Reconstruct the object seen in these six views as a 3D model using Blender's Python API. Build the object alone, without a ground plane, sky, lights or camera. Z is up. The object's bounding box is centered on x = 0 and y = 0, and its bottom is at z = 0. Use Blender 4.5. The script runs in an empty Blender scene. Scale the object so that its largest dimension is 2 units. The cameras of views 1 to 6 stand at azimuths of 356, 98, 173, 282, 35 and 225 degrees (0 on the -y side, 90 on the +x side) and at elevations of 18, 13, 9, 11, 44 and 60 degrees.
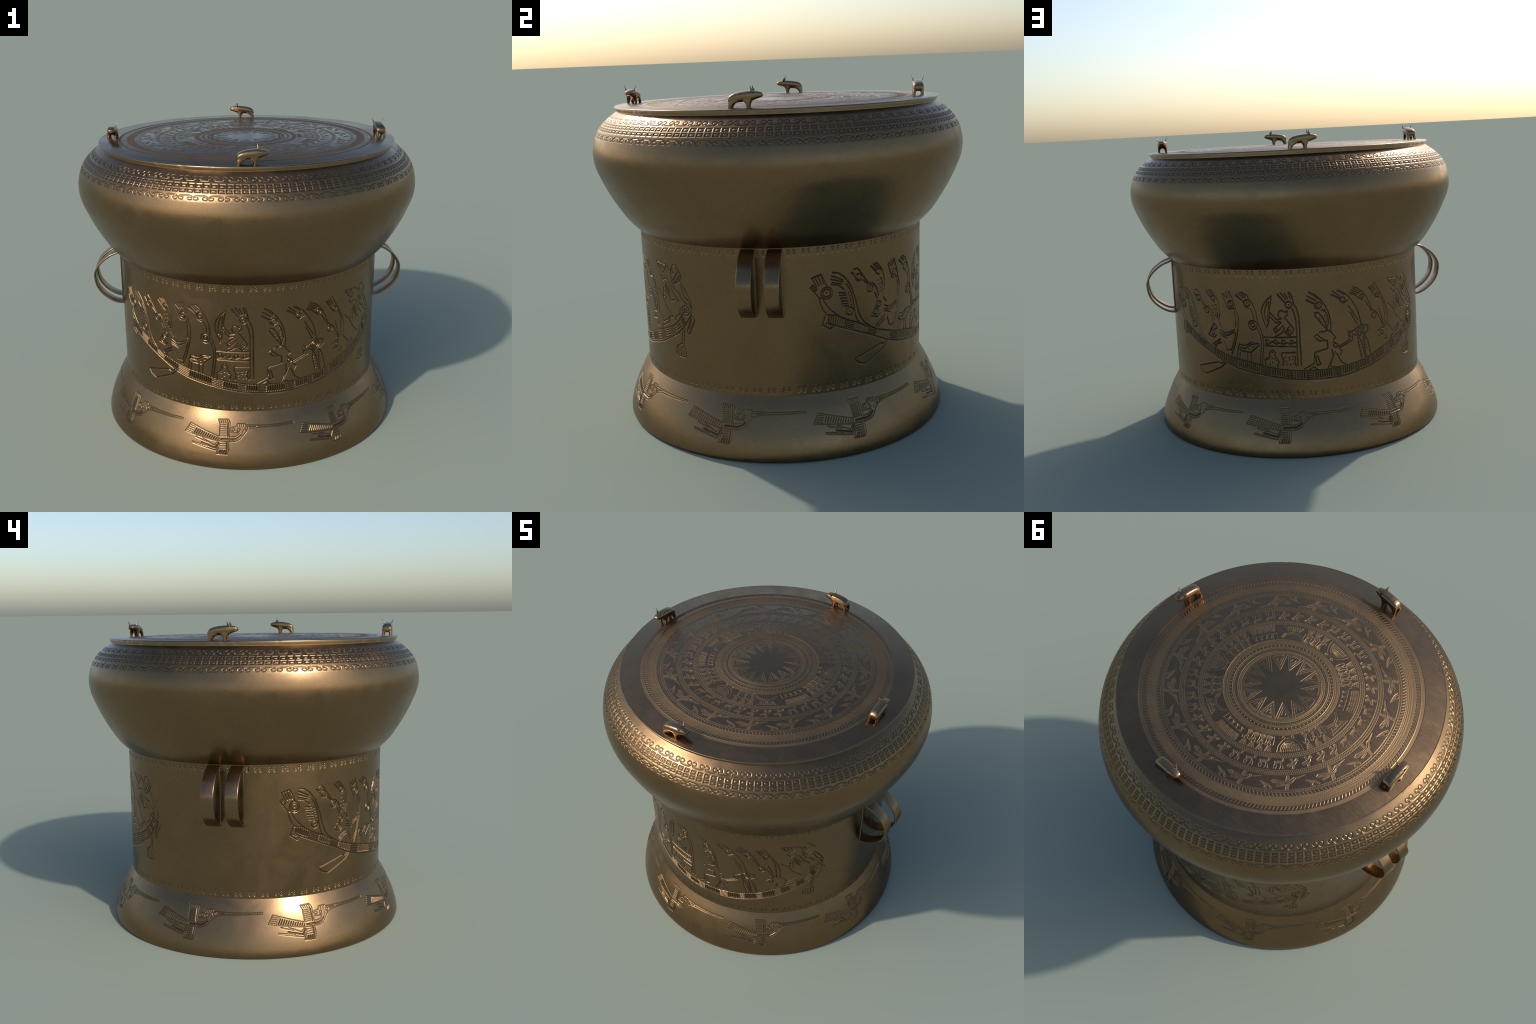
"""Ancient bronze kettle drum: flat engraved drumhead with four little buffalo,
bulging shoulder, cylindrical waist with two boat scenes, flaring foot with eight
long-billed birds, two pairs of strap handles.  All relief is real geometry:
every engraved line is a groove pressed into a fine mesh."""
import bpy
import math
import numpy as np

TAU = 2 * math.pi

# ----------------------------------------------------------------- profiles
FOOT_Z = [0, .012, .03, .06, .11, .17, .235, .302]
FOOT_R = [.8925, .8976, .8968, .8906, .875, .8495, .8180, .7782]
SHOULDER_Z = [1.052, 1.075, 1.11, 1.17, 1.25, 1.33, 1.40, 1.46, 1.52, 1.57, 1.61, 1.65, 1.684]
SHOULDER_R = [.7795, .8052, .8384, .8803, .9273, .9651, .992, 1.0, .9924, .9753, .9495, .9065, .8586]
WAIST_Z = (.3015, 1.052)
WAIST_R = (.778, .7785)
TOP_Z = 1.711
TOP_R = .862


def smooth_curve(xn, yn, x):
    """Cubic through control points (finite-difference tangents)."""
    xn, yn, x = np.array(xn, float), np.array(yn, float), np.asarray(x, float)
    h = np.diff(xn)
    d = np.diff(yn) / h
    m = np.empty_like(yn)
    m[0], m[-1] = d[0], d[-1]
    m[1:-1] = (d[:-1] * h[1:] + d[1:] * h[:-1]) / (h[:-1] + h[1:])
    i = np.clip(np.searchsorted(xn, x) - 1, 0, len(h) - 1)
    t = (x - xn[i]) / h[i]
    return ((2 * t**3 - 3 * t**2 + 1) * yn[i] + (t**3 - 2 * t**2 + t) * h[i] * m[i]
            + (-2 * t**3 + 3 * t**2) * yn[i + 1] + (t**3 - t**2) * h[i] * m[i + 1])


def spaced(*pieces):
    """Row positions: (start, end, step) pieces joined into one rising array."""
    rows = []
    for a, b, step in pieces:
        n = max(1, int(round((b - a) / step)))
        rows.append(np.linspace(a, b, n + 1)[:-1])
    rows.append(np.array([pieces[-1][1]]))
    return np.concatenate(rows)


# ------------------------------------------------------------ relief drawing
class Relief:
    """Height field over a (row, column) surface grid closed in the column
    direction.  X, Y hold the flat position of each grid point in millimetres;
    strokes press grooves into H (millimetres)."""

    def __init__(self, phi, rows, to_flat, row_of, width=4.4, depth=2.2):
        self.phi, self.rows = phi, rows
        self.X, self.Y = to_flat
        self.row_of = row_of          # flat polyline -> (phi range, row range)
        self.H = np.zeros((len(rows), len(phi)))
        self.width, self.depth = width, depth

    def window(self, pts, reach):
        p0, p1, r0, r1 = self.row_of(pts, reach)
        i0, i1 = np.searchsorted(self.rows, [r0, r1])
        n = len(self.phi)
        step = TAU / n
        j = np.arange(int(math.floor(p0 / step)), int(math.ceil(p1 / step)) + 1) % n
        return slice(max(i0 - 1, 0), i1 + 1), j

    def press(self, pts, width=None, depth=None):
        """Groove along a polyline (segments of flat coordinates)."""
        w = width or self.width
        d = depth or self.depth
        pts = np.array(pts, float)
        for a, b in zip(pts[:-1], pts[1:]):
            rows, cols = self.window(np.array([a, b]), w)
            X, Y = self.local(rows, cols, (a + b) / 2)
            ab = b - a
            t = np.clip(((X - a[0]) * ab[0] + (Y - a[1]) * ab[1]) / (ab @ ab + 1e-9), 0, 1)
            q = ((X - a[0] - t * ab[0])**2 + (Y - a[1] - t * ab[1])**2) / w**2
            g = -d * np.clip(1 - q, 0, 1)**1.5
            sub = self.H[rows][:, cols]
            self.H[rows, :][:, cols] = sub
            block = np.minimum(sub, g)
            self.H[np.ix_(np.arange(len(self.rows))[rows], cols)] = block

    def local(self, rows, cols, mid):
        X, Y = self.X[rows][:, cols], self.Y[rows][:, cols]
        return X, Y

    def ring(self, centre, radius, width=None, depth=None, start=0., turn=TAU):
        n = max(8, int(radius * abs(turn) / 2.5))
        a = start + np.linspace(0, turn, n + 1)
        self.press(np.stack([centre[0] + radius * np.cos(a), centre[1] + radius * np.sin(a)], 1), width, depth)

    def dot(self, centre, width=5.0, depth=None):
        c = np.array(centre, float)
        self.press([c, c + (.2, 0)], width, depth or self.depth)


class BandRelief(Relief):
    """Relief on a lathe surface: X runs round it, Y up it (both mm)."""

    def __init__(self, columns, rows, radius, **kw):
        self.radius = radius * 1000
        phi = np.arange(columns) * TAU / columns
        self.turn = TAU * self.radius

        def row_of(pts, reach):
            return ((pts[:, 0].min() - reach) / self.radius, (pts[:, 0].max() + reach) / self.radius,
                    pts[:, 1].min() - reach, pts[:, 1].max() + reach)
        X = np.repeat((phi * self.radius)[None], len(rows), 0)
        Y = np.repeat(rows[:, None], columns, 1)
        super().__init__(phi, rows, (X, Y), row_of, **kw)

    def local(self, rows, cols, mid):
        X, Y = super().local(rows, cols, mid)
        return X - self.turn * np.round((X - mid[0]) / self.turn), Y


class DiscRelief(Relief):
    """Relief on a flat disc; strokes are given in x, y millimetres."""

    def __init__(self, columns, rows, **kw):
        phi = np.arange(columns) * TAU / columns

        def row_of(pts, reach):
            r = np.hypot(pts[:, 0], pts[:, 1])
            ab = pts[1] - pts[0]
            t = np.clip(-(pts[0] @ ab) / (ab @ ab + 1e-9), 0, 1)
            near = np.hypot(*(pts[0] + t * ab))
            if near < reach * 2:
                return 0, TAU, near - reach, r.max() + reach
            a = np.arctan2(pts[:, 1], pts[:, 0])
            d = (a[1] - a[0] + math.pi) % TAU - math.pi
            lo, hi = min(0, d), max(0, d)
            e = reach / near
            return a[0] + lo - e, a[0] + hi + e, near - reach, r.max() + reach
        X = rows[:, None] * np.cos(phi)[None]
        Y = rows[:, None] * np.sin(phi)[None]
        super().__init__(phi, rows, (X, Y), row_of, **kw)

    def polar(self, pts, angle, radius):
        """Band drawing: (along, outward) mm at a polar place -> x, y."""
        p = np.array(pts, float)
        a = angle + p[:, 0] / radius
        r = radius + p[:, 1]
        return np.stack([r * np.cos(a), r * np.sin(a)], 1)


# ------------------------------------------------------- the boat, in strokes
# coordinates: millimetres round the waist from the boat's mast, millimetres up


def engrave_bow_bird(line, rings, dots):
    line([(-894, 892), (-873, 850)])
    line([(-881, 899), (-861, 855)])
    line([(-867, 904), (-848, 858)])
    line([(-851, 907), (-834, 859)])
    line([(-849, 909), (-818, 843)])
    line([(-896, 893), (-849, 909)])
    line([(-904, 847), (-891, 858), (-871, 838), (-885, 826), (-904, 847)])
    dots([(-889, 845), (-883, 837)])
    line([(-902, 842), (-860, 792), (-848, 788)])
    rings((-822, 813), [29, 19, 8])
    line([(-840, 783), (-828, 757), (-802, 723), (-764, 690), (-722, 666), (-662, 641)])
    line([(-860, 790), (-854, 759), (-840, 726), (-827, 710)])
    line([(-827, 710), (-848, 654), (-806, 627), (-789, 640), (-818, 663)])
    dots([(-828, 656), (-814, 649), (-804, 638)])


def engrave_stern_plume(line, rings, dots):
    line([(-791, 912), (-761, 906), (-727, 881), (-701, 847), (-683, 810), (-665, 756), (-651, 699), (-636, 661), (-612, 629), (-578, 603), (-547, 588)])
    line([(-718, 847), (-701, 820), (-687, 791), (-678, 742), (-669, 685), (-657, 647), (-643, 634)])
    line([(-796, 895), (-736, 868)])
    line([(-798, 878), (-735, 858)])
    line([(-796, 862), (-744, 848)])
    line([(-798, 854), (-761, 845), (-731, 819)])
    line([(-758, 806), (-722, 802)])
    line([(-756, 792), (-718, 790)])
    line([(-752, 778), (-716, 774)])
    line([(-748, 763), (-711, 760)])
    line([(-744, 749), (-709, 745)])
    line([(-739, 735), (-707, 733)])
    dots([(-707, 797), (-701, 782), (-697, 768), (-694, 754), (-691, 735)])
    rings((-700, 705), [20, 7])


def engrave_small_plume(line, rings, dots):
    line([(-688, 899), (-670, 885)])
    line([(-677, 913), (-659, 917), (-643, 904), (-615, 865), (-585, 827), (-560, 824), (-539, 803), (-519, 754)])
    rings((-647, 869), [18])
    rings((-577, 802), [18, 7])
    line([(-688, 895), (-647, 853), (-626, 851)])
    line([(-619, 850), (-592, 824)])
    line([(-549, 776), (-530, 741), (-532, 725)])


def engrave_rower(line, rings, dots):
    line([(-571, 915), (-535, 884)])
    line([(-556, 923), (-524, 889)])
    line([(-543, 925), (-516, 894)])
    line([(-535, 926), (-516, 908), (-491, 876), (-479, 838), (-475, 793), (-486, 750)])
    line([(-571, 909), (-535, 874), (-513, 857)])
    line([(-499, 841), (-490, 795), (-498, 764)])
    line([(-486, 738), (-465, 710)])
    line([(-540, 707), (-573, 655), (-526, 643), (-510, 661)])
    line([(-476, 694), (-452, 679), (-421, 682), (-378, 700)])
    line([(-479, 676), (-446, 664), (-421, 667), (-381, 688)])
    line([(-479, 664), (-433, 649)])
    line([(-481, 639), (-541, 603), (-536, 595), (-475, 618)])
    line([(-457, 627), (-441, 578), (-412, 581)])
    line([(-528, 578), (-481, 639)])
    rings((-521, 878), [14])
    dots([(-523, 833), (-517, 812), (-525, 789), (-506, 838), (-502, 814), (-504, 794), (-509, 776)])
    rings((-519, 709), [15, 6])
    rings((-540, 674), [16, 6])


def engrave_tall_plumes(line, rings, dots):
    line([(-445, 909), (-420, 886)])
    line([(-427, 919), (-410, 890)])
    line([(-407, 921), (-400, 894)])
    line([(-450, 902), (-420, 832), (-411, 822), (-379, 828)])
    line([(-399, 921), (-379, 871), (-362, 815), (-350, 772), (-357, 702), (-380, 614), (-407, 555)])
    line([(-376, 826), (-369, 768), (-371, 718)])
    line([(-372, 685), (-389, 622), (-411, 575)])
    line([(-356, 908), (-321, 875)])
    line([(-342, 917), (-309, 888)])
    line([(-330, 921), (-299, 894)])
    line([(-319, 923), (-290, 906), (-260, 861), (-240, 809), (-233, 751), (-218, 712), (-206, 676), (-205, 607), (-221, 494)])
    line([(-270, 826), (-256, 789), (-254, 762)])
    line([(-234, 710), (-221, 675), (-216, 630), (-232, 502)])
    line([(-359, 902), (-316, 872), (-306, 842), (-283, 831)])
    rings((-397, 852), [17, 6])
    rings((-291, 861), [18, 6])
    rings((-262, 734), [26, 12])


def engrave_dog(line, rings, dots):
    line([(-363, 596), (-353, 619), (-327, 614), (-304, 616), (-283, 630), (-262, 629), (-231, 626), (-229, 618), (-282, 575), (-338, 578), (-363, 596)])
    line([(-351, 600), (-318, 595), (-290, 612), (-274, 623), (-249, 620)])
    line([(-363, 594), (-371, 532)])
    line([(-350, 573), (-356, 525)])
    line([(-305, 574), (-307, 517)])
    line([(-282, 575), (-284, 514)])
    dots([(-342, 588), (-319, 583), (-293, 592), (-268, 605)])


def engrave_archer(line, rings, dots):
    line([(-146, 902), (-178, 874), (-199, 842), (-207, 815), (-203, 779), (-193, 750), (-178, 715)])
    line([(-146, 901), (-151, 864), (-158, 833), (-167, 758), (-176, 727)])
    line([(-170, 868), (-182, 838), (-190, 798), (-185, 765)])
    line([(-162, 866), (-166, 812), (-175, 757)])
    line([(-111, 914), (-76, 872)])
    line([(-94, 920), (-64, 881)])
    line([(-72, 915), (-53, 884)])
    line([(-48, 920), (-38, 884)])
    line([(-111, 905), (-70, 862)])
    line([(-42, 921), (-29, 899), (-22, 852), (-7, 828), (3, 786), (6, 731), (5, 640), (6, 496)])
    line([(-32, 826), (-19, 792), (-12, 747), (-12, 671), (-14, 601), (-14, 499)])
    line([(-94, 772), (-107, 779), (-113, 794), (-104, 815), (-90, 818), (-71, 807), (-63, 816), (-58, 815), (-60, 792), (-77, 777)])
    line([(-159, 809), (-122, 766), (-96, 770)])
    line([(-165, 791), (-127, 748), (-102, 755)])
    line([(-74, 774), (-28, 711), (-31, 696), (-50, 675), (-70, 693), (-53, 708)])
    line([(-97, 749), (-142, 711), (-131, 687), (-86, 731)])
    line([(-78, 720), (-95, 689), (-143, 662)])
    line([(-50, 726), (-81, 692), (-48, 665)])
    rings((-50, 850), [18, 7])
    dots([(-125, 712), (-117, 706), (-128, 698), (-56, 690), (-45, 699)])


def engrave_platform(line, rings, dots):
    line([(-199, 666), (-144, 664), (-14, 664)])
    line([(-195, 625), (-172, 624), (-152, 640), (-132, 623), (-115, 633), (-93, 622), (-70, 631), (-51, 624), (-15, 632)])
    line([(-198, 615), (-15, 609)])
    line([(-156, 592), (-173, 574), (-171, 553), (-200, 531), (-198, 488)])
    line([(-156, 592), (-138, 574), (-142, 558), (-120, 522), (-130, 494)])
    line([(-102, 574), (-19, 575)])
    line([(-102, 574), (-103, 547), (-94, 535), (-98, 495)])
    line([(-24, 549), (-30, 524), (-24, 496)])
    rings((-181, 640), [10])
    rings((-135, 638), [9])
    rings((-90, 637), [10])
    rings((-42, 636), [9])
    dots([(-156, 575), (-177, 534), (-157, 541), (-143, 539), (-157, 519), (-172, 506), (-134, 530), (-83, 545), (-60, 546), (-38, 549), (-80, 523), (-58, 533), (-41, 533), (-78, 508), (-55, 505), (-38, 508)])


def engrave_warrior(line, rings, dots):
    line([(66, 914), (116, 875)])
    line([(57, 893), (105, 863)])
    line([(51, 873), (99, 846)])
    line([(66, 915), (99, 899), (133, 865), (158, 827), (176, 784), (185, 733), (183, 679)])
    line([(49, 870), (95, 846), (97, 823), (120, 813)])
    line([(133, 807), (150, 810), (167, 772), (172, 735), (163, 699)])
    line([(97, 796), (116, 795), (137, 766), (154, 728), (163, 690), (142, 716), (116, 750), (97, 774), (97, 796)])
    line([(116, 677), (120, 686), (146, 683), (163, 691), (185, 674), (212, 642), (197, 633)])
    line([(88, 661), (103, 673), (116, 654), (159, 626)])
    line([(95, 649), (112, 632), (159, 631)])
    line([(161, 626), (162, 585), (90, 569), (82, 560), (86, 522), (77, 504), (22, 475)])
    line([(194, 622), (226, 589), (295, 619), (290, 657), (309, 658)])
    line([(231, 580), (315, 615), (314, 638)])
    line([(226, 580), (247, 558), (236, 539)])
    line([(186, 577), (191, 534), (155, 464)])
    line([(204, 560), (173, 480)])
    line([(213, 550), (241, 493), (269, 479)])
    line([(177, 475), (204, 469), (236, 470)])
    line([(99, 549), (116, 496), (94, 494), (90, 541)])
    line([(47, 467), (77, 486), (99, 465)])
    rings((120, 837), [17, 7])
    dots([(146, 799), (152, 773), (154, 757), (159, 741), (122, 760), (129, 742), (137, 723)])
    rings((208, 597), [12])


def engrave_drum_post(line, rings, dots):
    line([(201, 911), (246, 874)])
    line([(197, 894), (242, 865)])
    line([(228, 911), (273, 882)])
    line([(237, 911), (287, 881), (321, 839), (351, 788), (367, 738), (375, 695)])
    line([(193, 889), (237, 865), (265, 835), (292, 848)])
    line([(295, 816), (354, 725)])
    line([(305, 778), (348, 701)])
    line([(375, 695), (420, 684), (421, 656), (390, 636)])
    line([(341, 679), (309, 663), (290, 671), (290, 652), (305, 631)])
    line([(314, 646), (369, 630)])
    line([(349, 631), (355, 569), (372, 499)])
    line([(354, 630), (375, 588), (395, 502)])
    line([(385, 623), (403, 500)])
    line([(390, 636), (417, 596), (436, 510)])
    rings((260, 854), [15])
    rings((366, 665), [26, 14, 5])
    dots([(402, 677), (316, 654), (331, 644), (352, 612), (356, 592), (360, 575), (363, 558), (368, 540), (372, 522), (392, 623), (398, 606), (401, 588), (406, 571), (410, 553), (416, 537)])


def engrave_bow_crew(line, rings, dots):
    line([(325, 913), (378, 884)])
    line([(315, 903), (371, 878)])
    line([(310, 891), (360, 875)])
    line([(329, 922), (365, 905), (395, 880), (419, 847), (439, 809), (456, 770), (487, 750), (506, 725), (525, 688), (543, 654)])
    line([(308, 883), (337, 874), (366, 849), (390, 835)])
    line([(407, 831), (431, 795), (452, 759)])
    line([(442, 905), (468, 870)])
    line([(451, 909), (478, 875)])
    line([(463, 915), (488, 880)])
    line([(475, 928), (501, 891), (524, 852), (552, 808), (568, 774), (580, 727), (581, 656)])
    line([(434, 904), (476, 853), (486, 834), (515, 832)])
    line([(527, 830), (551, 787)])
    line([(508, 770), (527, 721), (545, 657)])
    line([(551, 784), (557, 716), (558, 658)])
    line([(581, 656), (613, 628), (622, 611), (666, 632), (678, 648)])
    line([(492, 637), (519, 647), (545, 648)])
    line([(497, 606), (543, 612)])
    line([(542, 581), (564, 574), (560, 602)])
    line([(612, 597), (605, 562), (586, 551)])
    rings((385, 858), [13, 4])
    rings((468, 735), [17, 7])
    rings((499, 851), [13, 5])
    rings((526, 624), [11])
    dots([(540, 773), (545, 756), (549, 739), (552, 724), (556, 710), (517, 741), (526, 724), (533, 711), (540, 696), (543, 673)])


def engrave_stern_crew(line, rings, dots):
    line([(583, 932), (679, 925), (671, 904), (643, 876), (612, 899), (583, 932)])
    line([(604, 919), (614, 899)])
    line([(623, 921), (635, 898)])
    line([(642, 922), (654, 899)])
    line([(620, 868), (644, 840), (667, 853), (694, 845), (732, 780), (768, 745)])
    line([(689, 923), (713, 898)])
    line([(667, 829), (708, 782)])
    line([(663, 818), (704, 768)])
    line([(664, 805), (701, 757)])
    line([(676, 779), (709, 739), (733, 749)])
    line([(719, 902), (736, 931), (756, 933), (799, 887), (783, 855), (747, 834), (718, 868), (719, 902)])
    line([(734, 850), (769, 896)])
    line([(749, 842), (786, 883)])
    line([(724, 912), (741, 889)])
    line([(714, 857), (744, 805), (769, 790)])
    line([(792, 846), (827, 806), (856, 756), (851, 722)])
    line([(788, 830), (816, 776), (838, 759), (849, 723)])
    line([(773, 795), (791, 763), (830, 739)])
    line([(586, 785), (629, 748), (670, 690), (715, 655)])
    line([(637, 746), (644, 799), (660, 801), (661, 734)])
    line([(611, 584), (671, 615), (695, 655), (715, 651)])
    line([(732, 639), (740, 661), (773, 679), (776, 715)])
    line([(855, 687), (876, 666), (833, 583), (819, 596), (855, 687)])
    line([(852, 664), (834, 607)])
    line([(788, 604), (774, 522), (732, 500), (725, 463), (751, 450), (799, 452), (804, 488), (787, 515), (803, 610)])
    line([(745, 501), (742, 464)])
    line([(762, 504), (763, 458)])
    line([(779, 506), (783, 456)])
    rings((815, 704), [25, 10])
    dots([(645, 772), (645, 753)])


def engrave_paddle(line, rings, dots):
    line([(-672, 454), (-507, 499), (-490, 491), (-464, 506)])
    line([(-672, 450), (-653, 428), (-615, 414), (-555, 440), (-484, 471), (-455, 500)])


BOAT_FIGURES = (engrave_bow_bird, engrave_stern_plume, engrave_small_plume, engrave_rower, engrave_tall_plumes, engrave_dog, engrave_archer, engrave_platform, engrave_warrior, engrave_drum_post, engrave_bow_crew, engrave_stern_crew, engrave_paddle)

HULL_TOP = ((-822, 703), (-773, 693), (-722, 666), (-662, 641), (-593, 606), (-528, 577), (-431, 547), (-368, 530),
            (-293, 518), (-235, 502), (-122, 479), (-30, 468), (99, 463), (170, 463), (241, 470), (317, 478),
            (377, 489), (447, 510), (524, 538), (592, 559), (660, 583), (725, 612), (778, 659), (812, 708))
HULL_BOTTOM = ((-818, 661), (-785, 645), (-678, 602), (-602, 571), (-541, 544), (-461, 507), (-371, 477), (-276, 458),
               (-166, 438), (-60, 421), (99, 411), (187, 412), (255, 416), (328, 427), (432, 447), (552, 480),
               (633, 510), (697, 544), (755, 574), (805, 622), (851, 686), (859, 736))
HULL_CELLS = (-820, -735, -671, -597, -535, -440, -366, -232, -165, -84, -37, 28, 79, 184, 244, 320, 357, 429, 471,
              545, 588, 640, 685, 734, 779, 808)


def engrave_hull(relief, x0):
    top, bottom = np.array(HULL_TOP, float), np.array(HULL_BOTTOM, float)
    shift = np.array([x0, 0])
    relief.press(top + shift)
    relief.press(bottom + shift)

    def at(x, f):
        y1 = np.interp(x, top[:, 0], top[:, 1])
        y0 = np.interp(x, bottom[:, 0], bottom[:, 1])
        # planks lean with the hull
        slope = (np.interp(x + 20, top[:, 0], top[:, 1]) - np.interp(x - 20, top[:, 0], top[:, 1])) / 40
        lean = -slope * (y1 - y0) * .5
        return (x0 + x + lean * (f - .5), y0 + (y1 - y0) * f)
    for k, (a, b) in enumerate(zip(HULL_CELLS[:-1], HULL_CELLS[1:])):
        if k % 2 == 0:                       # upright bars
            n = max(4, int((b - a) / 12))
            for i in range(n):
                x = a + 7 + (b - a - 14) * i / (n - 1)
                relief.press([at(x, .22), at(x, .86)], 3.6, 3.6)
        else:                                # planks lying along the hull
            for i in range(4):
                f = .2 + .2 * i
                relief.press([at(a + 4, f), at((a + b) / 2, f), at(b - 4, f)], 3.3, 3.2)


def engrave_boat(relief, angle):
    x0 = angle * relief.radius

    def line(pts):
        relief.press(np.array(pts, float) + (x0, 0))

    def rings(centre, radii):
        for r in radii:
            if r < 9:
                relief.dot((centre[0] + x0, centre[1]), 4.5, 3.4)
            else:
                relief.ring((centre[0] + x0, centre[1]), r)

    def dots(pts):
        for p in pts:
            relief.dot((p[0] + x0, p[1]), 4.6, 3.4)
    engrave_hull(relief, x0)
    for figure in BOAT_FIGURES:
        figure(line, rings, dots)


def engrave_twin_curls(relief, count, phase, y):
    """Border of little pairs: two upright double rings with a dot between."""
    for k in range(count):
        x = (phase + k * TAU / count) * relief.radius
        for side in (-1, 1):
            relief.ring((x + side * 14, y + 6.5), 5.2, 2.9, 1.5)
            relief.ring((x + side * 14, y - 6.5), 5.2, 2.9, 1.5)
        relief.dot((x, y), 3.4, 1.5)


# ---------------------------------------------------------- bird on the foot
def engrave_long_billed_bird(relief, angle):
    """Flying bird, millimetres from its eye (x along, y height on the foot)."""
    x0 = angle * relief.radius

    def line(*pts, w=2.4, d=2.3):
        relief.press([(x0 + x, y) for x, y in pts], w, d)

    def between(a, b, n):
        return [(a[0] + (b[0] - a[0]) * i / (n - 1), a[1] + (b[1] - a[1]) * i / (n - 1)) for i in range(n)]
    # tail fan: outline, tip feathers, row of barbs
    line((-155, 175), (-335, 223), (-363, 177), (-171, 152), (-124, 151))
    for p, q in zip(between((-338, 213), (-354, 183), 4), between((-302, 207), (-316, 178), 4)):
        line(p, q)
    for p, q in zip(between((-292, 202), (-155, 168), 12), between((-306, 176), (-161, 157), 12)):
        line(p, q, w=3.3, d=3.0)
    # raised wing
    line((-167, 259), (-156, 239), (-154, 177))
    line((-167, 259), (-106, 261), (-96, 247), (-96, 150))
    line((-109, 241), (-105, 178), w=4.6, d=3.4)
    for p, q in zip(between((-155, 258), (-115, 259), 4), between((-144, 242), (-107, 243), 4)):
        line(p, q)
    for p, q in zip(between((-153, 233), (-151, 177), 7), between((-119, 235), (-113, 180), 7)):
        line(p, q)
    # lowered wing
    line((-154, 146), (-150, 132), (-166, 85), (-107, 85), (-97, 107), (-99, 148))
    line((-110, 146), (-109, 111), w=4.6, d=3.4)
    for p, q in zip(between((-149, 138), (-149, 115), 3), between((-118, 140), (-117, 117), 3)):
        line(p, q)
    for p, q in zip(between((-144, 106), (-111, 106), 4), between((-153, 89), (-115, 87), 4)):
        line(p, q, w=3.8, d=4.0)
    # body, neck, long bill
    line((-143, 163), (-71, 164), (-51, 172), (-34, 186), w=4.4, d=4.2)
    line((-124, 151), (-96, 150), (-62, 154), (-37, 166), (-20, 186), (0, 207), (29, 219), (76, 225), (178, 227), (277, 231))
    line((-3, 238), (77, 236), (179, 236), (276, 237), (277, 231))
    line((-96, 176), (-63, 178), (-49, 186), (-39, 197), (-91, 199), (-92, 215), (-85, 224), (-62, 226),
         (-52, 243), (-6, 244), (-4, 238))
    for p, q in zip(between((-49, 241), (-15, 240), 4), between((-54, 225), (-20, 225), 4)):
        line(p, q)
    for c in ((-76, 213), (-45, 212), (0, 222)):
        relief.ring((x0 + c[0], c[1]), 8, 2.6, 2.4)
    line((13, 230), (56, 230), (19, 224))
    line((-17, 211), (-24, 198))
    # trailing legs
    line((-249, 158), (-180, 129), (-159, 151))
    line((-286, 162), (-295, 159), (-222, 141), (-249, 158))
    line((-217, 119), (-309, 132), (-308, 127), (-172, 103), (-153, 134))
    line((-254, 135), (-173, 116), (-158, 144), w=4.2, d=4.0)
    line((-254, 133), (-217, 121))


# ------------------------------------------------------- borders on shoulder
def engrave_running_spirals(relief, count, phase, y, reach, flip):
    """Chain of curls: each link ends in two inward spirals."""
    pitch = TAU / count * relief.radius
    c, r = pitch * .200, pitch * .168
    for k in range(count):
        x = phase * relief.radius + k * pitch
        pts = []
        for t in np.linspace(0, 1, 22):          # curl at the link's start
            a = math.pi - t * TAU * .88
            q = r * (1 - .38 * t * t)
            pts.append((x + c + q * math.cos(a), reach * .1 + q * math.sin(a) * reach / 15.5))
        pts = pts[::-1]
        pts += [(x + c - r * .86, -reach * .5), (x + c - r * .3, -reach * .95), (x + c + r * .4, -reach * 1.1)]
        half = [(x + pitch / 2, -reach * 1.12)]
        other = [(2 * x + pitch - px, py) for px, py in pts[::-1]]
        path = [(px, y + flip * py) for px, py in pts + half + other]
        relief.press(path, 2.5, 2.4)


def engrave_squares(relief, count, phase, low, high):
    """Row of sunken square frames, each with a raised middle."""
    pitch = TAU / count * relief.radius
    X = (relief.X - phase * relief.radius + pitch / 2) % pitch - pitch / 2
    mid, half_h = (low + high) / 2, (high - low) / 2
    half_w = pitch * .425
    edge = np.minimum(half_w - np.abs(X), half_h - np.abs(relief.Y - mid))
    outer = np.clip(edge / 2.6, 0, 1)
    inner = np.clip((edge - half_h * .55) / 2.6, 0, 1)
    relief.H = np.minimum(relief.H, -2.1 * (outer - inner * .9))


# --------------------------------------------------------- drumhead engraving
def groove(distance, width, depth):
    return -depth * np.clip(1 - (distance / width)**2, 0, 1)**1.5


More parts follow.
